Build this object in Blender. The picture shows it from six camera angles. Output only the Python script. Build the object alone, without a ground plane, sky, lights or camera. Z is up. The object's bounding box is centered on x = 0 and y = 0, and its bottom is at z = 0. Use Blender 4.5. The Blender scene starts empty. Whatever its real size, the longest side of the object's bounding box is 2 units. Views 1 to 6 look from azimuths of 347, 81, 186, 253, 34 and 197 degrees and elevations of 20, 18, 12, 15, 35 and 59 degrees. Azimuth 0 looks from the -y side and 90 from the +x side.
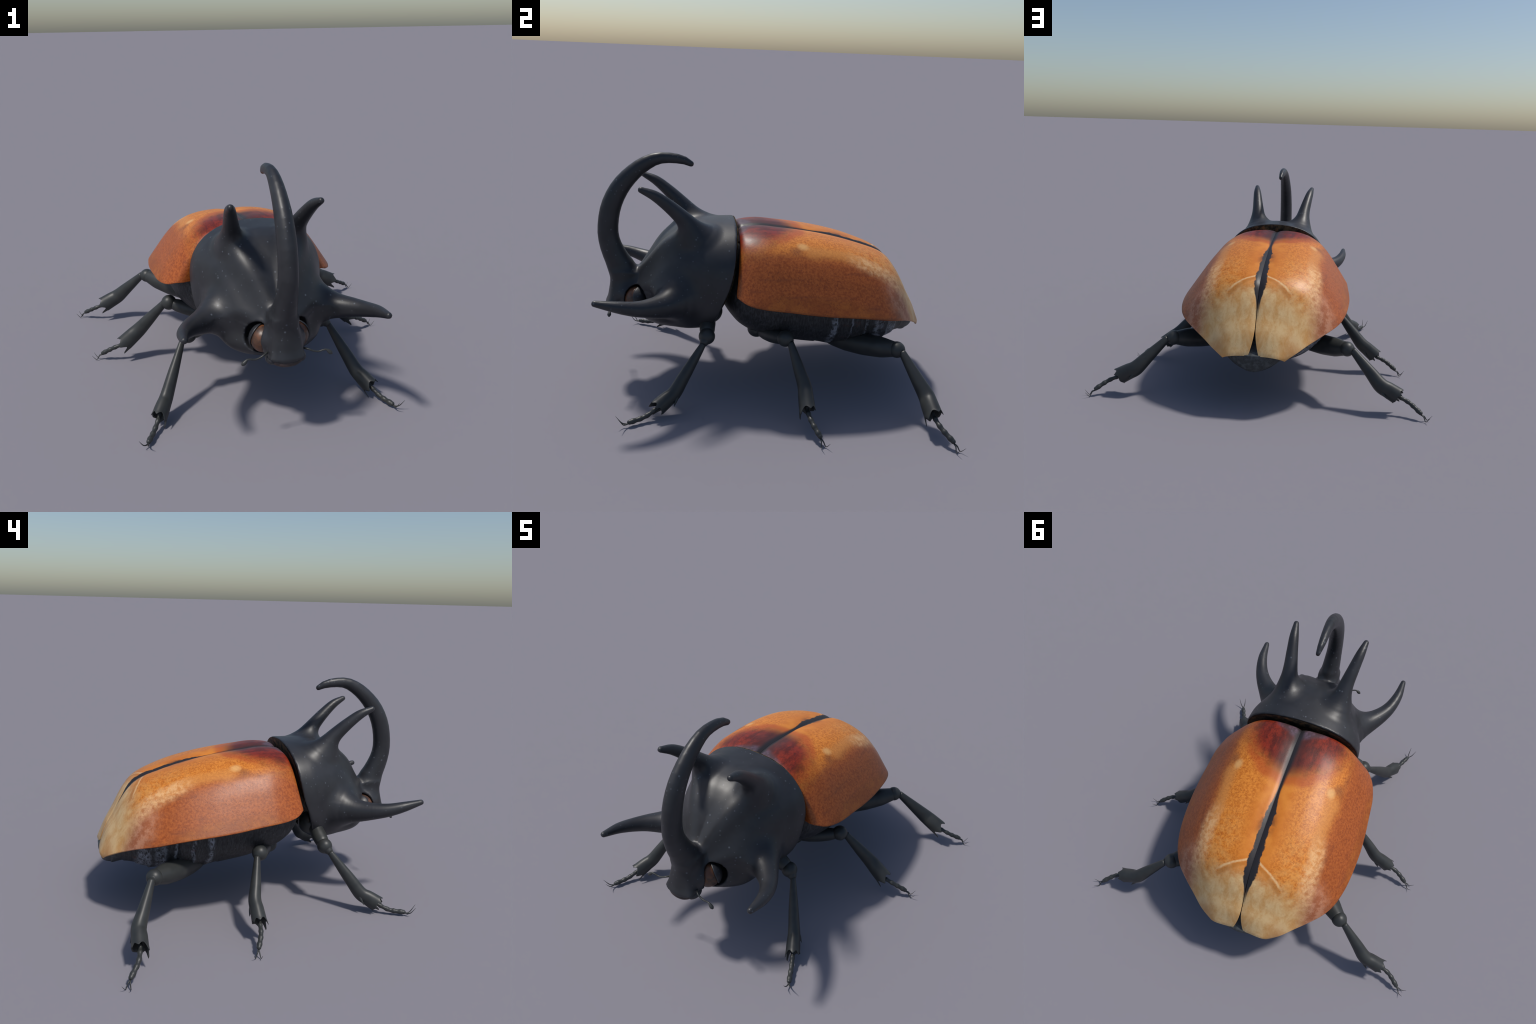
import bpy, bmesh, math
import numpy as np
from mathutils import Vector

rng = np.random.default_rng(7)
scene = bpy.context.scene

# ------------------------------------------------------------------ helpers
def pchip(xs, ys):
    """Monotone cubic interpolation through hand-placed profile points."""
    xs = np.asarray(xs, float); ys = np.asarray(ys, float)
    h = np.diff(xs); d = np.diff(ys) / h
    m = np.zeros(len(xs)); m[0] = d[0]; m[-1] = d[-1]
    for i in range(1, len(xs) - 1):
        if d[i - 1] * d[i] > 0:
            w1 = 2 * h[i] + h[i - 1]; w2 = h[i] + 2 * h[i - 1]
            m[i] = (w1 + w2) / (w1 / d[i - 1] + w2 / d[i])
    def f(x):
        x = np.clip(np.asarray(x, float), xs[0], xs[-1])
        i = np.clip(np.searchsorted(xs, x) - 1, 0, len(xs) - 2)
        t = (x - xs[i]) / h[i]
        return ((1 + 2 * t) * (1 - t) ** 2 * ys[i] + t * (1 - t) ** 2 * h[i] * m[i]
                + t * t * (3 - 2 * t) * ys[i + 1] + t * t * (t - 1) * h[i] * m[i + 1])
    return f

def spline(points, n):
    """Catmull-Rom through control rows (any number of columns), n samples."""
    P = np.asarray(points, float)
    Q = np.vstack([2 * P[0] - P[1], P, 2 * P[-1] - P[-2]])
    L = np.concatenate([[0], np.cumsum(np.linalg.norm(np.diff(P[:, :3], axis=0), axis=1))])
    u = np.interp(np.linspace(0, L[-1], n), L, np.arange(len(P)))
    i = np.minimum(u.astype(int), len(P) - 2); t = (u - i)[:, None]
    p0, p1, p2, p3 = Q[i], Q[i + 1], Q[i + 2], Q[i + 3]
    return 0.5 * (2 * p1 + (p2 - p0) * t + (2 * p0 - 5 * p1 + 4 * p2 - p3) * t ** 2
                  + (3 * p1 - p0 - 3 * p2 + p3) * t ** 3)

def make_object(name, verts, faces, material, parent, smooth=True):
    me = bpy.data.meshes.new(name)
    me.from_pydata([tuple(map(float, v)) for v in verts], [], [tuple(map(int, f)) for f in faces])
    me.update()
    me.polygons.foreach_set("use_smooth", [smooth] * len(me.polygons))
    me.materials.append(material)
    ob = bpy.data.objects.new(name, me)
    scene.collection.objects.link(ob)
    ob.parent = parent
    return ob

def frames(path):
    """Parallel-transport frames along a path."""
    T = np.gradient(path, axis=0); T /= np.linalg.norm(T, axis=1)[:, None]
    up = np.array([0, 0, 1.0])
    if abs(T[0] @ up) > .95: up = np.array([0, 1.0, 0])
    N = [np.cross(T[0], np.cross(up, T[0]))]; N[0] /= np.linalg.norm(N[0])
    for i in range(1, len(path)):
        n = N[-1] - T[i] * (N[-1] @ T[i]); N.append(n / np.linalg.norm(n))
    N = np.array(N)
    return T, N, np.cross(T, N)

def tube(path, radius, k=16, cap=True, squash=1.0, closed_ends=True):
    path = np.asarray(path, float); radius = np.broadcast_to(np.asarray(radius, float), (len(path),))
    T, N, B = frames(path)
    a = np.linspace(0, 2 * np.pi, k, endpoint=False)
    V = (path[:, None] + radius[:, None, None] * (np.cos(a)[None, :, None] * N[:, None] + squash * np.sin(a)[None, :, None] * B[:, None])).reshape(-1, 3)
    F = []
    for i in range(len(path) - 1):
        for j in range(k):
            F.append((i * k + j, i * k + (j + 1) % k, (i + 1) * k + (j + 1) % k, (i + 1) * k + j))
    if closed_ends:
        F.append(tuple(range(k))[::-1]); F.append(tuple(range((len(path) - 1) * k, len(path) * k)))
    return V, F

def merge(parts):
    V, F, o = [], [], 0
    for v, f in parts:
        V.extend(map(tuple, v)); F.extend([tuple(i + o for i in q) for q in f]); o += len(v)
    return V, F

def mirror(VF):
    V, F = VF
    return [(-v[0], v[1], v[2]) for v in V], [tuple(reversed(f)) for f in F]

def ellipsoid(c, r, nu=32, nv=20):
    V, F = [], []
    for i in range(nv + 1):
        ph = math.pi * i / nv
        for j in range(nu):
            th = 2 * math.pi * j / nu
            V.append((c[0] + r[0] * math.sin(ph) * math.cos(th), c[1] + r[1] * math.sin(ph) * math.sin(th), c[2] + r[2] * math.cos(ph)))
    for i in range(nv):
        for j in range(nu):
            q = (i * nu + j, (i + 1) * nu + j, (i + 1) * nu + (j + 1) % nu, i * nu + (j + 1) % nu)
            F.append(q)
    return V, F

# ---------------------------------------------------------------- materials
class Nodes:
    def __init__(self, name):
        self.m = bpy.data.materials.new(name); self.m.use_nodes = True
        self.t = self.m.node_tree; self.b = self.t.nodes["Principled BSDF"]
        self.co = self.t.nodes.new("ShaderNodeTexCoord").outputs["Object"]
        s = self.t.nodes.new("ShaderNodeSeparateXYZ"); self.link(self.co, s.inputs[0])
        self.x, self.y, self.z = s.outputs
        self.ax = self.math("ABSOLUTE", self.x)
    def link(self, a, b): self.t.links.new(a, b)
    def put(self, sock, v):
        if isinstance(v, (int, float)): sock.default_value = v
        elif isinstance(v, tuple): sock.default_value = v if len(v) == len(sock.default_value) else (*v, 1)
        else: self.link(v, sock)
    def math(self, op, a, b=0.0, c=0.0, clamp=False):
        n = self.t.nodes.new("ShaderNodeMath"); n.operation = op; n.use_clamp = clamp
        for s, v in zip(n.inputs, (a, b, c)): self.put(s, v)
        return n.outputs[0]
    def vec(self, x, y, z):
        n = self.t.nodes.new("ShaderNodeCombineXYZ")
        for s, v in zip(n.inputs, (x, y, z)): self.put(s, v)
        return n.outputs[0]
    def noise(self, scale, detail=4.0, rough=.55, co=None, stretch=None, distort=0.0):
        n = self.t.nodes.new("ShaderNodeTexNoise")
        n.inputs["Scale"].default_value = scale; n.inputs["Detail"].default_value = detail
        n.inputs["Roughness"].default_value = rough; n.inputs["Distortion"].default_value = distort
        co = co or self.co
        if stretch:
            mp = self.t.nodes.new("ShaderNodeMapping"); mp.inputs["Scale"].default_value = stretch
            self.link(co, mp.inputs[0]); co = mp.outputs[0]
        self.link(co, n.inputs["Vector"])
        return n.outputs["Fac"]
    def voronoi(self, scale, feature="F1", co=None, stretch=None):
        n = self.t.nodes.new("ShaderNodeTexVoronoi"); n.feature = feature
        n.inputs["Scale"].default_value = scale
        co = co or self.co
        if stretch:
            mp = self.t.nodes.new("ShaderNodeMapping"); mp.inputs["Scale"].default_value = stretch
            self.link(co, mp.inputs[0]); co = mp.outputs[0]
        self.link(co, n.inputs["Vector"])
        return n
    def step(self, v, lo, hi):
        n = self.t.nodes.new("ShaderNodeMapRange"); n.interpolation_type = "SMOOTHSTEP"
        self.put(n.inputs[0], v); n.inputs[1].default_value = lo; n.inputs[2].default_value = hi
        if lo > hi:
            n.inputs[1].default_value, n.inputs[2].default_value = hi, lo
            n.inputs[3].default_value, n.inputs[4].default_value = 1, 0
        return n.outputs[0]
    def mix(self, fac, a, b):
        n = self.t.nodes.new("ShaderNodeMix"); n.data_type = "RGBA"
        self.put(n.inputs[0], fac); self.put(n.inputs[6], a); self.put(n.inputs[7], b)
        return n.outputs[2]
    def mul(self, *v):
        o = v[0]
        for w in v[1:]: o = self.math("MULTIPLY", o, w)
        return o
    def bump(self, h, strength, dist=.01):
        n = self.t.nodes.new("ShaderNodeBump"); n.inputs["Strength"].default_value = strength
        n.inputs["Distance"].default_value = dist; self.link(h, n.inputs["Height"])
        self.link(n.outputs[0], self.b.inputs["Normal"])
    def done(self, color, rough, spec=.5):
        self.put(self.b.inputs["Base Color"], color); self.put(self.b.inputs["Roughness"], rough)
        self.b.inputs["Specular IOR Level"].default_value = spec
        return self.m

def carapace_material(name, base, rough, specks=True, brown=0.0):
    n = Nodes(name)
    a = n.noise(9, 4, .6)
    col = n.mix(n.step(a, .3, .75), tuple(c * .8 for c in base), tuple(c * 1.18 for c in base))
    if brown:
        col = n.mix(n.mul(n.step(n.noise(5, 3), .45, .7), brown), col, (.05, .034, .028))
    if specks:
        for sc, r0, amt in ((21, .14, .6), (34, .17, .4)):
            dot = n.mul(n.step(n.voronoi(sc).outputs["Distance"], r0, r0 * .3), n.step(n.noise(13 + sc * .2, 2), .34, .52))
            col = n.mix(n.mul(dot, amt), col, (.13, .145, .17))
    n.bump(n.noise(140, 3), .05, .003)
    r = n.math("ADD", rough - .05, n.mul(n.noise(14, 3), .1))
    return n.done(col, r, .5)

def leg_material():
    n = Nodes("leg_chitin")
    col = n.mix(n.step(n.noise(22, 4), .3, .7), (.027, .029, .029), (.036, .038, .036))
    n.bump(n.noise(180, 2), .05, .002)
    return n.done(col, .45, .45)

def elytron_material():
    n = Nodes("elytron_chitin")
    ax, y, z = n.ax, n.y, n.z
    sym = n.vec(ax, y, z)                                  # both wing cases mirror each other
    wob = n.math("SUBTRACT", n.noise(6, 4, .6, sym), .5)   # wobble for mask borders
    soft = n.noise(11, 4, .6, sym)
    fine = n.noise(80, 4, .65, sym)
    vor = n.voronoi(125, co=sym, stretch=(1, .8, 1)).outputs["Distance"]
    pores = n.mul(n.step(vor, .40, .12), n.step(n.noise(17, 3, .6, sym), .40, .58))
    # golden orange disc: plain strip by the suture, pitted farther out
    disc = n.mix(n.step(soft, .35, .68), (.57, .168, .018), (.66, .225, .030))
    pitted = n.mix(n.step(fine, .34, .64), (.46, .122, .010), (.70, .245, .034))
    pitted = n.mix(n.mul(pores, .78), pitted, (.25, .058, .01))
    col = n.mix(n.mul(n.step(n.math("ADD", ax, n.mul(wob, .08)), .05, .15), .9), disc, pitted)
    # lighter golden haze toward the rear half
    haze = n.mul(n.step(y, .3, .66), n.step(n.noise(24, 4, .65, sym), .38, .62), n.step(ax, .06, .2))
    col = n.mix(n.mul(haze, .45), col, (.72, .36, .10))
    # flank: reddish brown beyond the ridge, pitted in front, ochre near the edge
    off = n.math("ADD", ax, n.mul(wob, .05))
    flank = n.step(off, .275, .36)
    fcol = n.mix(n.step(fine, .32, .66), (.25, .052, .010), (.40, .100, .021))
    fcol = n.mix(n.mul(n.step(off, .45, .485), .6), fcol, n.mix(n.step(soft, .4, .62), (.21, .048, .007), (.34, .098, .013)))
    fcol = n.mix(n.mul(pores, n.step(y, .66, .38), .6), fcol, (.13, .028, .014))
    streak = n.noise(9, 4, .6, sym, stretch=(1, .18, 2.2))
    fcol = n.mix(n.mul(n.step(streak, .52, .66), .55), fcol, (.17, .040, .016))
    col = n.mix(n.mul(flank, .95), col, fcol)
    # soft ochre band behind the pale spot, just above the ridge
    bd = n.math("ABSOLUTE", n.math("SUBTRACT", off, .288))
    band = n.mul(n.step(bd, .05, .01), n.step(y, .15, .21), n.step(y, .62, .45))
    col = n.mix(n.mul(band, .55), col, (.58, .24, .06))
    # pink and tan cloud at the rear of the flank
    rear = n.math("ADD", y, n.mul(wob, .12))
    pinkm = n.mul(n.step(rear, .56, .68), n.step(ax, .25, .34))
    pinkc = n.mix(n.step(n.noise(26, 4, .7, sym), .4, .62), (.40, .135, .06), (.60, .29, .17))
    col = n.mix(n.mul(pinkm, n.step(ax, .47, .38), .75), col, pinkc)
    # cream rear with tan streaks
    cr = n.math("SUBTRACT", rear, n.mul(ax, .12))
    cream = n.mix(n.step(n.noise(17, 5, .68, sym, stretch=(1, .5, .5), distort=.3), .30, .66), (.74, .375, .115), (.90, .625, .300))
    cream = n.mix(n.mul(n.step(fine, .5, .7), .25), cream, (.52, .28, .10))
    creamm = n.mul(n.step(n.math("ADD", cr, n.mul(n.math("SUBTRACT", n.noise(22, 4, .7, sym), .5), .16)), .635, .79), n.step(n.math("SUBTRACT", ax, n.mul(n.step(y, .74, .86), .02)), .37, .25))
    col = n.mix(n.mul(creamm, .93), col, cream)
    tail = n.mul(n.step(y, .80, .87), n.step(ax, .12, .24), .5)
    col = n.mix(tail, col, (.52, .235, .095))
    # pale wrinkles along the ridge
    wr = n.math("ABSOLUTE", n.math("SUBTRACT", n.noise(26, 3, .6, sym, distort=.7), .5))
    rd = n.math("ABSOLUTE", n.math("SUBTRACT", off, .302))
    ridge = n.mul(n.step(rd, .062, .015), n.step(y, .36, .52), n.step(y, .80, .70))
    col = n.mix(n.mul(ridge, n.math("ADD", n.math("MULTIPLY_ADD", n.step(wr, .10, .0), .22, .12), n.mul(n.step(n.noise(36, 4, .7, sym), .4, .62), .4))), col, (.82, .50, .24))
    # pale oblique vein with a darker tan line behind it
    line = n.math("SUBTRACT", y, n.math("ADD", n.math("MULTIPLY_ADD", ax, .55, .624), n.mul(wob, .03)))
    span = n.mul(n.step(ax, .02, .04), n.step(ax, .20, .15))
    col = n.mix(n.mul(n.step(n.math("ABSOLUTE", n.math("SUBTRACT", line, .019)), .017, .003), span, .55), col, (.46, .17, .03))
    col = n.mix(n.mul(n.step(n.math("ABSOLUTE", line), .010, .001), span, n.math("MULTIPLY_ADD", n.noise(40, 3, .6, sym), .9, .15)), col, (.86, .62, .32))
    # small pale spot with a dark comma in front of it
    def blob(cx, cy, sy):
        dx = n.math("SUBTRACT", ax, cx); dy = n.math("SUBTRACT", y, cy)
        return n.math("SQRT", n.math("ADD", n.mul(dx, dx), n.mul(n.mul(dy, dy), sy)))
    col = n.mix(n.mul(n.step(blob(.300, .132, .5), .036, .006), .5), col, (.14, .045, .02))
    col = n.mix(n.mul(n.step(blob(.268, .168, .6), .034, .008), .7), col, (.70, .40, .15))
    # dark red shoulders, brownish grey toward the suture
    lim = n.math("ADD", n.math("ADD", y, n.mul(wob, .10)), n.mul(ax, ax, 2.2))
    red = n.mul(n.step(lim, .27, .07), n.step(n.math("ADD", ax, n.mul(wob, .12)), .40, .20))
    redc = n.mix(n.step(n.noise(30, 5, .75, sym, stretch=(1, .5, 1)), .36, .64), (.075, .006, .005), (.24, .022, .009))
    redc = n.mix(n.mul(n.step(ax, .15, .02), .85), redc, (.052, .018, .020))
    redc = n.mix(n.mul(pores, .4), redc, (.05, .004, .004))
    col = n.mix(n.mul(red, .97), col, redc)
    glow = n.mul(n.step(n.math("ABSOLUTE", n.math("SUBTRACT", lim, .20)), .05, .01), n.step(ax, .30, .2), .45)
    col = n.mix(glow, col, (.42, .055, .010))
    # glossy sheen beside the scutellum, painted as grey violet base colour
    lilac = n.mul(n.step(n.math("ADD", y, n.mul(ax, .45)), -.045, -.085), n.step(ax, .19, .10))
    col = n.mix(n.mul(lilac, .75), col, n.mix(n.step(n.noise(16, 3, .6, sym), .4, .6), (.060, .050, .058), (.14, .10, .14)))
    # black ragged suture band, widest two thirds back
    rag = n.math("SUBTRACT", n.noise(22, 4, .65), .5)
    w1 = n.mul(n.step(y, .24, .40), n.step(y, .795, .69))
    w2 = n.mul(n.step(y, .50, .66), n.step(y, .78, .70))
    width = n.math("ADD", n.math("MULTIPLY_ADD", w1, .016, .006), n.mul(w2, .010))
    width = n.math("ADD", width, n.mul(n.step(y, .16, .02), .005))
    width = n.math("ADD", width, n.mul(rag, n.math("MULTIPLY_ADD", w1, .034, .004)))
    dist = n.math("SUBTRACT", ax, width)
    smudge = n.mul(n.step(dist, .042, 0), n.step(y, .37, .43), n.step(y, .53, .46), n.step(n.noise(15, 3), .4, .6))
    col = n.mix(n.mul(smudge, .75), col, (.10, .036, .016))
    edge = n.math("MULTIPLY_ADD", n.step(y, .3, .1), .016, .005)
    sut = n.mul(n.math("SUBTRACT", 1.0, n.math("DIVIDE", dist, edge), clamp=True), n.step(y, .83, .76))
    col = n.mix(sut, col, (.026, .023, .025))
    h = n.math("SUBTRACT", n.mul(fine, .5), n.mul(pores, .35))
    n.bump(h, .10, .005)
    return n.done(col, n.math("MULTIPLY_ADD", soft, .12, .36), .34)

def abdomen_material():
    n = Nodes("abdomen_chitin")
    fur = n.noise(60, 5, .75, stretch=(.6, 2.2, .6))
    col = n.mix(n.step(fur, .4, .65), (.015, .015, .016), (.048, .050, .055))
    wob = n.mul(n.math("SUBTRACT", n.noise(9, 3), .5), .05)
    yy = n.math("ADD", n.y, wob)
    pit = n.step(n.voronoi(60, stretch=(.7, 1.2, .5)).outputs["Distance"], .22, .42)
    tuft = n.mul(pit, n.step(n.noise(34, 4, .75), .36, .58))
    for c, w, amt in ((.33, .024, .85), (.425, .012, .85), (.515, .011, .7), (.59, .045, .75), (.68, .055, .85)):
        patch = n.step(n.noise(7 + 20 * c, 2), .25, .5)
        band = n.mul(n.step(n.math("ABSOLUTE", n.math("SUBTRACT", yy, c)), w, w * .3), tuft, n.step(n.ax, .08, .22), patch)
        col = n.mix(n.mul(band, amt), col, (.24, .265, .31))
    rust = n.mul(n.step(n.noise(20, 4, .7), .58, .7), n.step(n.y, .3, .45), .5)
    col = n.mix(rust, col, (.075, .026, .016))
    sp = n.voronoi(38)
    dots = n.mul(n.step(sp.outputs["Distance"], .26, .1), n.step(n.y, .28, .2), n.step(n.noise(16, 2), .45, .6))
    col = n.mix(n.mul(dots, .35), col, (.14, .12, .11))
    col = n.mix(n.mul(n.step(n.y, .76, .86), .6), col, n.mix(n.step(n.noise(34, 4, .7), .35, .7), (.028, .034, .034), (.10, .115, .12)))
    n.bump(fur, .3, .006)
    return n.done(col, .55, .4)

def rim_material():
    n = Nodes("rim_bristle")
    a = n.noise(24, 5, .7, stretch=(1, .5, 1))
    col = n.mix(n.step(a, .42, .6), (.018, .016, .011), (.13, .085, .042))  # browns lightened so the collar shows within the rim's shadow
    col = n.mix(n.mul(n.step(n.noise(13, 4, .6), .58, .7), .7), col, (.34, .14, .05))
    n.bump(a, .3, .006)
    return n.done(col, .6, .4)

def eye_material():
    n = Nodes("eye_amber")
    a = n.noise(45, 5, .7)
    col = n.mix(n.step(a, .35, .65), (.038, .024, .018), (.095, .045, .026))
    col = n.mix(n.mul(n.step(n.noise(14, 3), .45, .62), .6), col, (.19, .065, .020))
    n.bump(a, .06, .003)
    return n.done(col, .40, .5)

def mouth_material():
    n = Nodes("mouth_chitin")
    col = n.mix(n.step(n.noise(30, 4), .35, .65), (.03, .02, .018), (.07, .045, .04))
    return n.done(col, .45, .45)

BLACK = carapace_material("carapace_black", (.022, .0225, .026), .44)
HORN = BLACK
LEG = leg_material()
ELY = elytron_material()
ABD = abdomen_material()
RIM = rim_material()
EYE = eye_material()
MOUTH = mouth_material()

root = bpy.data.objects.new("horned_beetle", None)
scene.collection.objects.link(root)
root["label"] = "black five-horned rhinoceros beetle with glossy orange wing cases"
root["category"] = "beetle"

XC = .018      # the fore body sits a little off the centre line

# ------------------------------------------------------------ elytra profile
crown = pchip([-.18, -.13, -.04, .07, .247, .428, .561, .64, .69, .725, .76, .80, .85, .90],
              [.840, .863, .871, .860, .836, .797, .755, .724, .694, .655, .603, .530, .446, .335])
edge_x = pchip([-.18, -.15, -.12, -.09, -.05, 0, .1, .2, .3, .4, .5, .6, .65, .7, .75, .8, .85, .90],
               [.375, .388, .430, .455, .473, .486, .495, .503, .506, .502, .492, .469, .447, .412, .358, .295, .233, .168])
edge_z = pchip([-.18, -.15, -.11, -.06, 0, .1, .2, .3, .4, .5, .6, .7, .8, .85, .90],
               [.600, .590, .565, .553, .547, .536, .524, .514, .505, .492, .472, .445, .388, .352, .318])
# cross-section: share of half width -> share of height; low valley at the suture,
# rounded shoulder ridge, nearly flat flank; fuller on the rear slope
prof_front = pchip([0, .06, .15, .3, .45, .55, .65, .75, .86, .94, 1], [.965, .972, .985, .968, .915, .845, .735, .565, .325, .14, 0])
prof_rear = pchip([0, .06, .15, .3, .45, .6, .72, .82, .91, 1], [.985, .995, 1.0, .965, .89, .765, .595, .415, .21, 0])

def section(y, t):
    """Right elytron: y station, t 0 at the suture .. 1 at the lower edge, even spacing along the curve."""
    k = np.clip((y - .47) / .27, 0, 1); k = k * k * (3 - 2 * k)
    q = np.linspace(0, 1, 300)
    gap = .003 + .028 * np.clip((y - .83) / .07, 0, 1) ** 2
    X = gap + (edge_x(y) - gap) * q
    Z = edge_z(y) + (crown(y) - edge_z(y)) * ((1 - k) * prof_front(q) + k * prof_rear(q))
    L = np.concatenate([[0], np.cumsum(np.hypot(np.diff(X), np.diff(Z)))]); L /= L[-1]
    return np.interp(t, L, X), np.interp(t, L, Z)

def build_elytron():
    ny, nt = 96, 56
    ys = np.concatenate([np.linspace(-.140, -.09, 10)[:-1], np.linspace(-.09, .9, ny)])
    tt = np.concatenate([np.linspace(0, .16, 16)[:-1], np.linspace(.16, 1, nt)])
    V = []
    for y in ys:
        x, z = section(y, tt)
        yy = y - .042 * np.clip((.1 - y) / .25, 0, 1) ** 2 * tt ** 1.5  # front edge leans forward below
        end = np.clip((y - .84) / .06, 0, 1) ** 1.5
        yy = yy - end * (.010 * (1 - tt) + .022 * tt ** 6)              # rear notch, rounded tip
        groove = .008 * np.exp(-(x / .018) ** 2) * np.clip((.92 - y) / .2, .3, 1)
        z = z - groove
        roll = np.clip((-.12 - y) / .03, 0, 1) ** 2                     # front margin rolls over
        z = z - .012 * roll * (1 - tt)
        V.append(np.stack([x, yy, z], 1))
    front = V[0].copy()
    for q, dy in ((.93, .002), (.80, .012), (.6, .03)):                 # front wall under the pronotum
        w = front.copy(); w[:, 0] = front[:, 0] * q; w[:, 1] += dy; w[:, 2] = .60 + (front[:, 2] - .60) * q
        V.insert(0, w)
    V = np.array(V); n0, n1 = V.shape[:2]
    F = [(i * n1 + j, i * n1 + j + 1, (i + 1) * n1 + j + 1, (i + 1) * n1 + j) for i in range(n0 - 1) for j in range(n1 - 1)]
    return V.reshape(-1, 3), F

elyV, elyF = build_elytron()
for s in (1, -1):
    v, f = (elyV, [tuple(reversed(q)) for q in elyF]) if s == 1 else mirror((elyV, [tuple(reversed(q)) for q in elyF]))
    v = np.array(v); v[:, 0] += .005 - .003 * v[:, 1]
    ob = make_object("elytron", v, f, ELY, root)
    md = ob.modifiers.new("thick", "SOLIDIFY"); md.thickness = .012; md.offset = -1
    md = ob.modifiers.new("edge", "BEVEL"); md.width = .003; md.segments = 2; md.limit_method = "ANGLE"; md.angle_limit = 1.0

# ------------------------------------------------------------------- abdomen
ab_a = pchip([-.25, -.2, -.15, -.075, .14, .39, .64, .75, .84, .885, .905], [.10, .285, .355, .395, .425, .434, .365, .262, .168, .112, .03])
ab_b = pchip([-.25, -.2, -.15, -.075, .14, .39, .64, .72, .77, .84, .885, .905], [.45, .385, .33, .285, .228, .206, .215, .240, .246, .226, .242, .31])
ab_t = pchip([-.25, -.2, -.1, .2, .5, .7, .8, .86, .905], [.55, .68, .74, .72, .66, .55, .43, .375, .34])
ab_c = pchip([-.25, -.1, .3, .6, .8, .905], [.52, .555, .525, .475, .385, .34])
def build_abdomen():
    ys = np.concatenate([np.linspace(-.25, .80, 150), np.linspace(.80, .905, 40)[1:]])
    k = 72; a = np.linspace(0, 2 * np.pi, k, endpoint=False)
    V = []
    for y in ys:
        w, zb, zt, zc = ab_a(y), ab_b(y), ab_t(y), ab_c(y)
        c, s = np.cos(a), np.sin(a)
        p = 2.15 - .45 * np.clip((y - .7) / .15, 0, 1)
        x = w * np.sign(c) * np.abs(c) ** (2 / p)
        z = zc + np.where(s < 0, zc - zb, zt - zc) * np.sign(s) * np.abs(s) ** (2 / p)
        # overlapping rings: each swells toward its rear border, then steps in
        cuts = np.array([.26, .345, .425, .50, .575, .65, .715, .775, .84, .92])
        i = np.searchsorted(cuts, y)
        u = 0 if i == 0 or i == len(cuts) else (y - cuts[i - 1]) / (cuts[i] - cuts[i - 1])
        k2 = 1 + (s < .15) * (.030 * u ** 1.5 - .012) * (0 < i < len(cuts))
        V.append(np.stack([x * k2, np.full(k, y), zc + (z - zc) * k2], 1))
    V = np.array(V); n = len(ys)
    F = [(i * k + j, i * k + (j + 1) % k, (i + 1) * k + (j + 1) % k, (i + 1) * k + j) for i in range(n - 1) for j in range(k)]
    F += [tuple(range(k))[::-1], tuple(range((n - 1) * k, n * k))]
    return V.reshape(-1, 3), F
v, f = build_abdomen()
v = v + np.array([.008, 0, 0])
make_object("abdomen", v, [tuple(reversed(q)) for q in f], ABD, root)

# ------------------------------------------- fore body as one implicit surface
pr_w = pchip([-.76, -.70, -.66, -.60, -.54, -.46, -.36, -.26, -.20, -.12], [.08, .150, .190, .230, .254, .280, .315, .348, .352, .345])
pr_t = pchip([-.76, -.70, -.655, -.61, -.57, -.53, -.48, -.42, -.33, -.15], [.502, .583, .652, .725, .783, .827, .865, .891, .905, .906])
pr_b = pchip([-.76, -.70, -.62, -.52, -.44, -.36, -.28, -.2], [.42, .378, .348, .324, .316, .326, .352, .40])
pr_p = pchip([-.76, -.66, -.56, -.45, -.3], [1.6, 1.6, 1.85, 2.2, 2.35])
pr_c = pchip([-.76, -.65, -.5, -.3, -.15], [.49, .54, .58, .60, .62])
rim_y = pchip([.35, .44, .55, .634, .74, .84, .89, .95], [-.315, -.288, -.248, -.217, -.195, -.181, -.172, -.168])

def sd_chain(P, ctrl, xs=1.0):
    """Distance to a chain of round cones; ctrl rows x, y, z, r. xs squeezes sideways."""
    C = spline(ctrl, 26)
    best = np.full(P.shape[:-1], 9.0)
    A = C[:-1]; Bq = C[1:]
    for a, b in zip(A, Bq):
        d = (b - a)[:3].copy(); d[0] *= xs
        rel = (P - a[:3]); rel = np.stack([rel[..., 0] * xs, rel[..., 1], rel[..., 2]], -1)
        h = np.clip((rel @ d) / (d @ d), 0, 1)
        q = rel - h[..., None] * d
        best = np.minimum(best, np.sqrt((q * q).sum(-1)) - (a[3] + h * (b[3] - a[3])))
    return best

def sd_ell(P, c, r):
    c = np.array(c); r = np.array(r)
    k0 = np.linalg.norm((P - c) / r, axis=-1); k1 = np.linalg.norm((P - c) / r ** 2, axis=-1)
    return k0 * (k0 - 1) / np.maximum(k1, 1e-6)

def smin(a, b, k):
    h = np.maximum(k - np.abs(a - b), 0) / k
    return np.minimum(a, b) - h * h * k / 4
def smax(a, b, k): return -smin(-a, -b, k)

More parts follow.
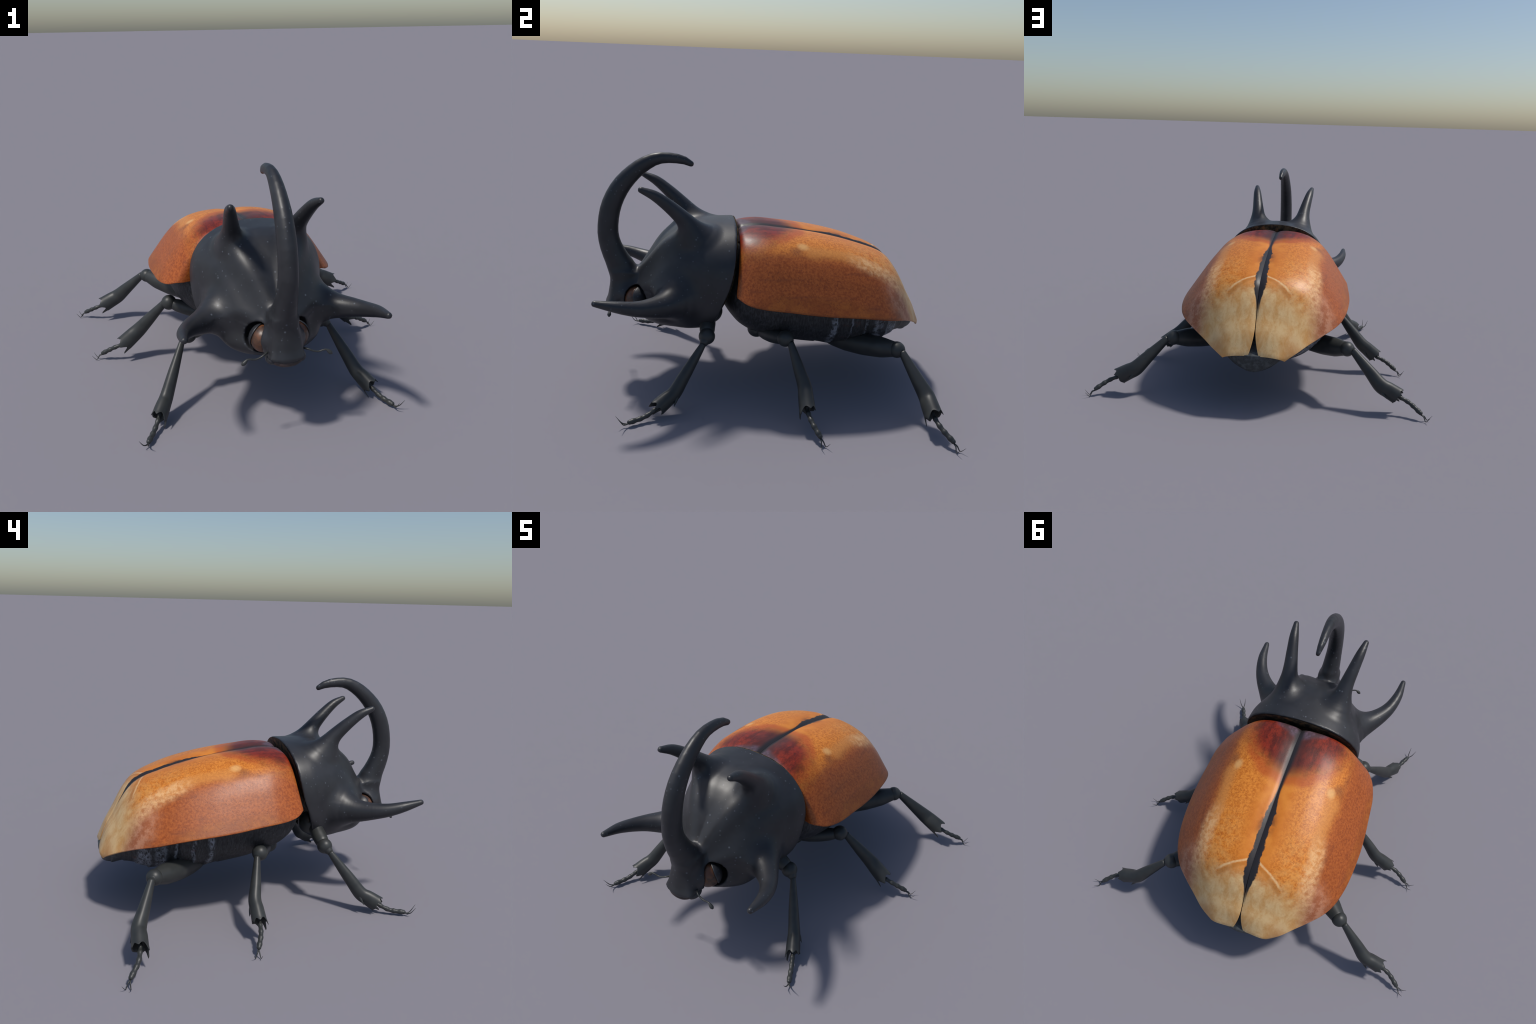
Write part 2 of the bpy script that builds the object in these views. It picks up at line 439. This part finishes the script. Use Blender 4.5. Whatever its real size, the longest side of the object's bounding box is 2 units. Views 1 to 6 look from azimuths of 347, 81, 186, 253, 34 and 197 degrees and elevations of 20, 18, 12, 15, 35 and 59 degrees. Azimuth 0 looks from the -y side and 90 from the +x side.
# control rows in the fore body's own frame (x measured from its middle)
HEAD_HORN = [(.003, -.412, 1.208, .016), (.000, -.470, 1.232, .025), (0, -.572, 1.237, .031), (0, -.647, 1.209, .038),
             (0, -.722, 1.152, .044), (0, -.790, 1.072, .050), (0, -.838, .969, .0535), (0, -.857, .852, .055),
             (0, -.848, .767, .058), (0, -.815, .680, .066), (0, -.775, .600, .075), (0, -.765, .52, .07)]
THORAX_HORN = [(.209, -.668, 1.109, .016), (.198, -.600, 1.076, .027), (.184, -.530, 1.020, .034), (.170, -.465, .957, .042),
               (.160, -.410, .892, .056), (.150, -.36, .83, .075)]
SIDE_HORN = [(.468, -.888, .605, .016), (.461, -.790, .583, .029), (.436, -.705, .560, .038), (.396, -.635, .545, .048),
             (.335, -.565, .532, .064), (.26, -.49, .53, .09)]

FRONT_RIDGE = [(.150, -.430, .842, .044), (.100, -.540, .764, .040), (.060, -.600, .690, .038), (.030, -.650, .625, .036)]

def lateral(P):
    Q = P.copy(); Q[..., 0] = np.abs(Q[..., 0]); return Q

def sd_pronotum(P):
    x, y, z = np.abs(P[..., 0]), P[..., 1], P[..., 2]
    w, t, b, c = pr_w(y), pr_t(y), pr_b(y), pr_c(y)
    p = np.where(z > c, pr_p(y), 3.3)
    hz = np.where(z > c, t - c, c - b)
    q = ((x / w) ** p + (np.abs(z - c) / hz) ** p) ** (1 / p)
    d = (q - 1) * np.minimum(w, hz) * .8
    d = smax(d, -(y + .755), .05)
    return d
def sd_head(P):
    d = sd_ell(P, (0, -.735, .49), (.118, .11, .078))
    Q = lateral(P)
    # clypeus: plate that widens toward the front
    x, y, z = Q[..., 0], P[..., 1], P[..., 2]
    down = np.clip((.575 - z) / .135, 0, 1)
    half = .048 + .040 * down ** 1.4
    yf = -.833 - .050 * down ** 1.25 + 2.8 * x * x
    wedge = smax(smax(x - half, yf - y, .02), np.maximum(y + .72, np.maximum(z - .60, .432 - z - .008 + 1.6 * x * x)), .005)
    return smin(d, wedge, .03)
def sd_side(P): return sd_chain(lateral(P), SIDE_HORN)
def sd_thor(P): return sd_chain(lateral(P), THORAX_HORN)
def sd_hhorn(P): return sd_chain(P, HEAD_HORN, 1.22)

def near(fn, P, box, out=.5):
    """Evaluate fn only inside a box of the grid; far away elsewhere."""
    m = np.ones(P.shape[:-1], bool)
    for i, (lo, hi) in enumerate(box):
        c = np.abs(P[..., i]) if i == 0 else P[..., i]
        m &= (c > lo) & (c < hi)
    d = np.full(P.shape[:-1], out); d[m] = fn(P[m]); return d

EYE_C = np.array([.076, -.710, .476]); EYE_R = .066

def field(P):
    d0 = sd_pronotum(P)
    dt = near(sd_thor, P, ((-1, .34), (-.75, -.2), (.68, 1.2)))
    ds = near(sd_side, P, ((.1, .56), (-.97, -.3), (.38, .74)))
    dh = near(sd_hhorn, P, ((-1, .22), (-1.0, -.33), (.38, 1.32)))
    dd = near(sd_head, P, ((-1, .26), (-.98, -.55), (.3, .7)))
    Q = lateral(P)
    scoop = sd_ell(Q, (.215, -.745, .515), (.085, .105, .085))          # hollow cheek between head and side horn
    d0 = smax(d0, -scoop, .06)
    d0 = smin(d0, near(lambda p: sd_ell(p, (0, -.562, .420), (.235, .118, .066)), P, ((-1, .3), (-.8, -.35), (.3, .55))), .04)
    d = smin(d0, dt, .055)
    dr = near(lambda p: sd_chain(lateral(p), FRONT_RIDGE), P, ((-1, .26), (-.75, -.35), (.55, .95)))
    d = smin(d, dr, .075)
    d = smin(d, ds, .075)
    head = smin(dd, dh, .06)
    d = smin(d, head, .035)
    # sockets the eyes sit in
    Q = lateral(P)
    sock = np.linalg.norm(Q - (EYE_C + np.array([.016, .013, .004])), axis=-1) - .076
    d = smax(d, -sock, .012)
    # rear opening: flat rim, hollow inside
    rim = P[..., 1] - rim_y(P[..., 2])
    hollow = smax(d0 + .014, -(P[..., 1] - rim_y(P[..., 2]) + .085), .01)
    d = smax(d, rim, .006)
    d = smax(d, -hollow, .004)
    return d

def surface_nets(fn, lo, hi, h):
    ax = [np.arange(lo[i], hi[i] + h, h) for i in range(3)]
    D = np.empty([len(a) for a in ax], np.float32)
    for i0 in range(0, len(ax[0]), 16):
        G = np.stack(np.meshgrid(ax[0][i0:i0 + 16], ax[1], ax[2], indexing="ij"), -1)
        D[i0:i0 + 16] = fn(G)
    S = D < 0
    n = [len(a) for a in ax]
    corner = sum(S[i:n[0] - 1 + i, j:n[1] - 1 + j, k:n[2] - 1 + k].astype(np.int8) for i in (0, 1) for j in (0, 1) for k in (0, 1))
    cells = (corner > 0) & (corner < 8)
    idx = np.full(cells.shape, -1, np.int64); I = np.argwhere(cells); idx[cells] = np.arange(len(I))
    acc = np.zeros((len(I), 3)); cnt = np.zeros(len(I))
    E = []
    for axis in range(3):
        o = [np.zeros(3, int) for _ in range(4)]
        b, c = [k for k in range(3) if k != axis]
        for q, (u, w) in enumerate(((0, 0), (1, 0), (1, 1), (0, 1))): o[q][b] = u; o[q][c] = w
        for oo in o:
            a0 = I + oo; a1 = a0.copy(); a1[:, axis] += 1
            d0 = D[tuple(a0.T)]; d1 = D[tuple(a1.T)]
            m = (d0 < 0) != (d1 < 0)
            t = np.where(m, d0 / np.where(m, d0 - d1, 1), 0)
            pt = oo + np.zeros((len(I), 3)); pt[:, axis] += t
            acc[m] += pt[m]; cnt[m] += 1
    V = np.array(lo) + h * (I + acc / cnt[:, None])
    faces = []
    for axis in range(3):
        b, c = [(1, 2), (2, 0), (0, 1)][axis]
        sl0 = [slice(1, n[k] - 1) for k in range(3)]; sl0[axis] = slice(0, n[axis] - 1)
        sl1 = list(sl0); sl1[axis] = slice(1, n[axis])
        A, Bm = S[tuple(sl0)], S[tuple(sl1)]
        for flip, m in ((False, A & ~Bm), (True, ~A & Bm)):
            J = np.argwhere(m); J = J + np.array([s.start for s in sl0])
            eb = np.zeros(3, int); eb[b] = 1; ec = np.zeros(3, int); ec[c] = 1
            q = [idx[tuple((J - eb - ec).T)], idx[tuple((J - ec).T)], idx[tuple(J.T)], idx[tuple((J - eb).T)]]
            if flip: q = q[::-1]
            faces.append(np.stack(q, 1))
    return V, np.concatenate(faces)

H = .0062
FV, FF = surface_nets(field, (-.54, -.96, .34), (.54, -.11, 1.30), H)

# gentle relaxation so that the grid leaves no steps
def relax(V, F, it):
    e = np.concatenate([F[:, [0, 1]], F[:, [1, 2]], F[:, [2, 3]], F[:, [3, 0]]])
    for k in range(it):
        acc = np.zeros_like(V); cnt = np.zeros(len(V))
        np.add.at(acc, e[:, 0], V[e[:, 1]]); np.add.at(cnt, e[:, 0], 1)
        np.add.at(acc, e[:, 1], V[e[:, 0]]); np.add.at(cnt, e[:, 1], 1)
        V = V + (.5 if k % 2 == 0 else -.51) * (acc / cnt[:, None] - V)
    return V
FV = relax(FV, FF, 6)
fn_ = np.cross(FV[FF[:, 2]] - FV[FF[:, 0]], FV[FF[:, 3]] - FV[FF[:, 1]])
VN = np.zeros_like(FV)
for k in range(4): np.add.at(VN, FF[:, k], fn_)
VN /= np.maximum(np.linalg.norm(VN, axis=1), 1e-12)[:, None]

# split the one surface into its anatomical regions
C = FV[FF].mean(1)
regions = {"thoracic_horn": sd_thor(C), "side_horn": sd_side(C), "head_horn": sd_hhorn(C) - .004, "head": sd_head(C) , "pronotum": sd_pronotum(C)}
names = list(regions)
lab = np.argmin(np.stack([regions[k] for k in names]), 0)
lab[(C[:, 1] > -.60) & (lab == names.index("head"))] = names.index("pronotum")
lab[(C[:, 2] < .60) & (lab == names.index("head_horn"))] = names.index("head")
sidx = np.where(C[:, 0] >= 0, 0, 1)
FVx = FV + np.array([XC, 0, 0])
for li, name in enumerate(names):
    for side in ((0, 1) if name in ("thoracic_horn", "side_horn") else (None,)):
        m = lab == li
        if side is not None: m &= sidx == side
        f = FF[m]; used, inv = np.unique(f, return_inverse=True)
        ob = make_object(name, FVx[used], inv.reshape(-1, 4), BLACK, root)
        ob.data.normals_split_custom_set_from_vertices([tuple(q) for q in VN[used]])

# bristly collar between pronotum and wing cases
def build_collar():
    V, k, rows = [], 96, 14
    a = np.linspace(0, 2 * np.pi, k, endpoint=False)
    for r in range(rows):
        u = r / (rows - 1)
        s = .992 - .42 * u
        w, t, b, c = .352, .906, .39, .60
        co, si = np.cos(a), np.sin(a); p = 2.3
        x = s * w * np.sign(co) * np.abs(co) ** (2 / p)
        z = c + s * np.where(si > 0, t - c, c - b) * np.sign(si) * np.abs(si) ** (2 / p)
        y = rim_y(c + (z - c) / s) + .004 - .030 * np.sin(u * np.pi / 2)
        V.append(np.stack([x + XC, y, z], 1))
    V = np.concatenate(V)
    F = [(i * k + j, (i + 1) * k + j, (i + 1) * k + (j + 1) % k, i * k + (j + 1) % k) for i in range(rows - 1) for j in range(k)]
    F.append(tuple(range((rows - 1) * k, rows * k))[::-1])
    return V, F
v, f = build_collar()
make_object("collar", v, f, RIM, root)

# eyes
for s in (1, -1):
    c = EYE_C * np.array([s, 1, 1]) + np.array([XC, 0, 0])
    v, f = ellipsoid(c, (EYE_R, EYE_R, EYE_R))
    eye = make_object("eye", v, f, EYE, root)
    nrm = np.array([s * .62, .74, .26]); nrm /= np.linalg.norm(nrm)
    cap = np.array(ellipsoid((0, 0, 0), (EYE_R * 1.06,) * 3, 48, 32)[0]).reshape(33, 48, 3)[:12]
    ta = np.cross(nrm, (0, 0, 1.0)); ta /= np.linalg.norm(ta); tb = np.cross(nrm, ta)
    cap = cap[..., :1] * ta + cap[..., 1:2] * tb + cap[..., 2:] * nrm
    lf = [(i * 48 + j, i * 48 + (j + 1) % 48, (i + 1) * 48 + (j + 1) % 48, (i + 1) * 48 + j) for i in range(11) for j in range(48)]
    lid = make_object("eyelid", cap.reshape(-1, 3) + c, lf, BLACK, root)
    md = lid.modifiers.new("thick", "SOLIDIFY"); md.thickness = .006; md.offset = 0

# labrum under the clypeus and palps
def build_labrum():
    a = np.linspace(-1, 1, 25); parts = []
    path = [(XC + .075 * t, -.862 + .022 * t * t, .414 + .010 * t * t) for t in a]
    V, F = tube(path, .017 * np.sqrt(np.clip(1.15 - a ** 2, .15, 1)), 14, squash=1.0)
    return V, F
v, f = build_labrum()
make_object("labrum", v, f, MOUTH, root)

# mandibles beside the lip, under the eyes
for s in (1, -1):
    v, f = ellipsoid((XC + s * .066, -.812, .424), (.030, .046, .026))
    make_object("mandible", v, f, BLACK, root)

# antennae: thin stalk, bent twice, with a club
for s in (1, -1):
    ctrl = [(.075, -.80, .455, .0055), (.104, -.832, .457, .0048), (.125, -.838, .448, .0044), (.150, -.841, .443, .0044),
            (.172, -.844, .449, .0042), (.186, -.846, .450, .0045), (.196, -.847, .442, .0085), (.206, -.848, .433, .0098), (.214, -.848, .427, .004)]
    p = spline([(XC + s * q[0], *q[1:]) for q in ctrl], 44)
    V, F = tube(p[:, :3], p[:, 3], 10)
    make_object("antenna", V, F, LEG, root)

# ---------------------------------------------------------------------- legs
LEGS = [  # femur start, knee, tibia top, bend and end, claw base, sideways shift, femur radius, tibia radii
    dict(start=(.20, -.322, .455), knee=(.362, -.338, .355), top=(.398, -.357, .330), bend=(.508, -.510, .110), tib=(.550, -.585, .062),
         claw=(.624, -.741, .020), sh=-.009, sag=(0, .004, -.014), fr=.040, lift=.035, tr=(.017, .022, .032, .039, .042, .046, .047)),
    dict(start=(.20, -.045, .322), knee=(.434, .066, .373), top=(.460, .088, .362), bend=(.612, .142, .188), tib=(.695, .141, .117),
         claw=(.843, .186, .036), sh=.008, sag=(.004, -.010, .004), fr=.037, lift=.012, tr=(.020, .024, .034, .042, .045, .047, .048)),
    dict(start=(.20, .345, .274), knee=(.514, .651, .327), top=(.545, .668, .328), bend=(.712, .755, .162), tib=(.798, .759, .114),
         claw=(.944, .823, .036), sh=.004, sag=(.004, -.014, .004), fr=.056, lift=.012, tr=(.021, .025, .035, .045, .048, .050, .051)),
]
def build_femur(L):
    a, b = np.array(L["start"]), np.array(L["knee"])
    t = np.linspace(0, 1, 24)
    path = a + (b - a) * t[:, None] + np.outer(np.sin(t * np.pi), (0, 0, -.008))
    r = L["fr"] * np.interp(t, [0, .12, .3, .55, .8, .92, 1], [.66, .86, 1.02, 1.07, .99, .80, .68])
    return merge([tube(path, r, 24), ellipsoid(b, (.0435,) * 3, 28, 18),
                  tube(np.linspace(b, np.array(L["top"]) + (np.array(L["top"]) - b) * .12, 8), np.linspace(.041, L["tr"][0] * 1.05, 8), 20)])

def build_tibia(L):
    b, e = np.array(L["knee"]), np.array(L["tib"])
    ax = (e - b) / np.linalg.norm(e - b)
    foot = np.array(L["claw"]) - e; foot /= np.linalg.norm(foot)
    bend = np.array(L["bend"])
    start = np.array(L["top"])
    end = e + foot * .004
    path = spline([start, start + (bend - start) * .33, start + (bend - start) * .67, bend, (bend + end) / 2, end], 40)
    u = np.linspace(0, 1, 40)
    r = np.interp(u, [0, .12, .4, .68, .8, .92, 1], L['tr'])
    k = 40
    T, N, B = frames(path)
    a = np.linspace(0, 2 * np.pi, k, endpoint=False)
    rows = [path[i] + r[i] * (np.cos(a)[:, None] * N[i] + .82 * np.sin(a)[:, None] * B[i]) for i in range(40)]
    # crown of teeth round the open end: angle, length, half width
    teeth = np.zeros(k)
    for ang, ln, w in ((1.45, .038, .75), (2.45, .060, .34), (.1, .020, .5), (5.5, .022, .4), (4.5, .010, 1.0), (3.4, .016, .4)):
        dlt = np.abs((a - ang + np.pi) % (2 * np.pi) - np.pi)
        teeth = np.maximum(teeth, ln * np.clip(1 - dlt / w, 0, 1) ** 1.4)
    last = rows[-1]
    out = last - path[-1]
    for q in np.linspace(0, 1, 6)[1:]:
        rows.append(last + T[-1] * (teeth * q)[:, None] + out * (teeth * q * 3.5)[:, None] * (1 - .3 * q))
    # wall thickness, then the hollow inside
    rows.append(rows[-1] - out * .07)
    for q, s in ((0, .86), (-.012, .78), (-.03, .6), (-.04, .3)):
        rows.append(path[-1] + T[-1] * q + out * s)
    V = np.concatenate(rows); n = len(rows)
    F = [(i * k + j, i * k + (j + 1) % k, (i + 1) * k + (j + 1) % k, (i + 1) * k + j) for i in range(n - 1) for j in range(k)]
    F += [tuple(range(k))[::-1], tuple(range((n - 1) * k, n * k))]
    # spur on the underside before the end
    parts = [(V, F)]
    for frac, ang, ln in ((29, 4.4, .052),):
        d = np.cos(ang) * N[frac] + .82 * np.sin(ang) * B[frac]
        p0 = path[frac] + d * r[frac] * .55
        p = spline([p0, p0 + d * .018 + T[frac] * .022, p0 + d * .034 + T[frac] * ln], 10)
        parts.append(tube(p, np.linspace(.015, .0006, 10), 10))
    return merge(parts), path[-1], T[-1]

def build_tarsus(L, e, T):
    c = np.array(L["claw"])
    mid = (e + c) / 2 + np.array(L["sag"])
    n = 70
    path = spline([e - T * .02, e + T * .012, mid, c], n)
    u = np.linspace(0, 1, n)
    r = .0108 + .0026 * u + .0016 * np.maximum(np.sin(u * np.pi * 2 * 5.2 - 1.2), -.6)
    r[-4:] *= np.array([.97, .88, .7, .4])
    path[:, 2] = np.maximum(path[:, 2], r + .004)
    return tube(path, r, 14)

def build_claw(L, s):
    c = np.array(L["claw"]); d = c - np.array(L["tib"]); d[2] = 0; d /= np.linalg.norm(d)
    side = np.array([-d[1], d[0], 0]) * s
    up = np.array([0, 0, 1.0]); lift = L["lift"]
    c = c + np.array([0, 0, -.004])
    pts = [c - d * .006, c + d * .012 + side * .005 - up * (.006 if lift < .02 else 0), c + d * .028 + side * .013 - up * (c[2] - .004 if lift < .02 else -.010),
           c + d * .052 + side * .021 + up * (lift - .012 if lift < .02 else lift + .012)]
    p = spline(pts, 18); p[:, 2] = np.maximum(p[:, 2], .0022)
    return tube(p, np.linspace(.0042, .0006, 18), 8)

for L in LEGS:
    fem = build_femur(L); tib, e, T = build_tibia(L)
    tar = build_tarsus(L, e, T); claws = [build_claw(L, 1), build_claw(L, -1)]
    for s in (1, -1):
        shift = np.array([L["sh"], 0, 0])
        def put(name, VF, parent):
            V, F = VF if s == 1 else mirror(VF)
            return make_object(name, np.array([tuple(q) for q in V]) + shift, F, LEG, parent)
        leg = put("leg", fem, root)
        put("tibia", tib, leg); put("tarsus", tar, leg)
        for cl in claws: put("claw", cl, leg)

# trochanters and coxae tie the legs to the body
for c, r in (((.19, -.31, .435), (.075, .065, .065)), ((.20, -.055, .325), (.055, .05, .045)), ((.20, .35, .285), (.055, .05, .045))):
    for s in (1, -1):
        v, f = ellipsoid((c[0] * s + .005, c[1], c[2]), r)
        make_object("coxa", v, f, LEG, root)

for ob in scene.objects:
    if ob.type == "MESH" and not ob.name.startswith(("elytron", "thoracic", "side_h", "head", "pronot")):
        bm = bmesh.new(); bm.from_mesh(ob.data)
        bmesh.ops.recalc_face_normals(bm, faces=bm.faces[:]); bm.to_mesh(ob.data); bm.free()
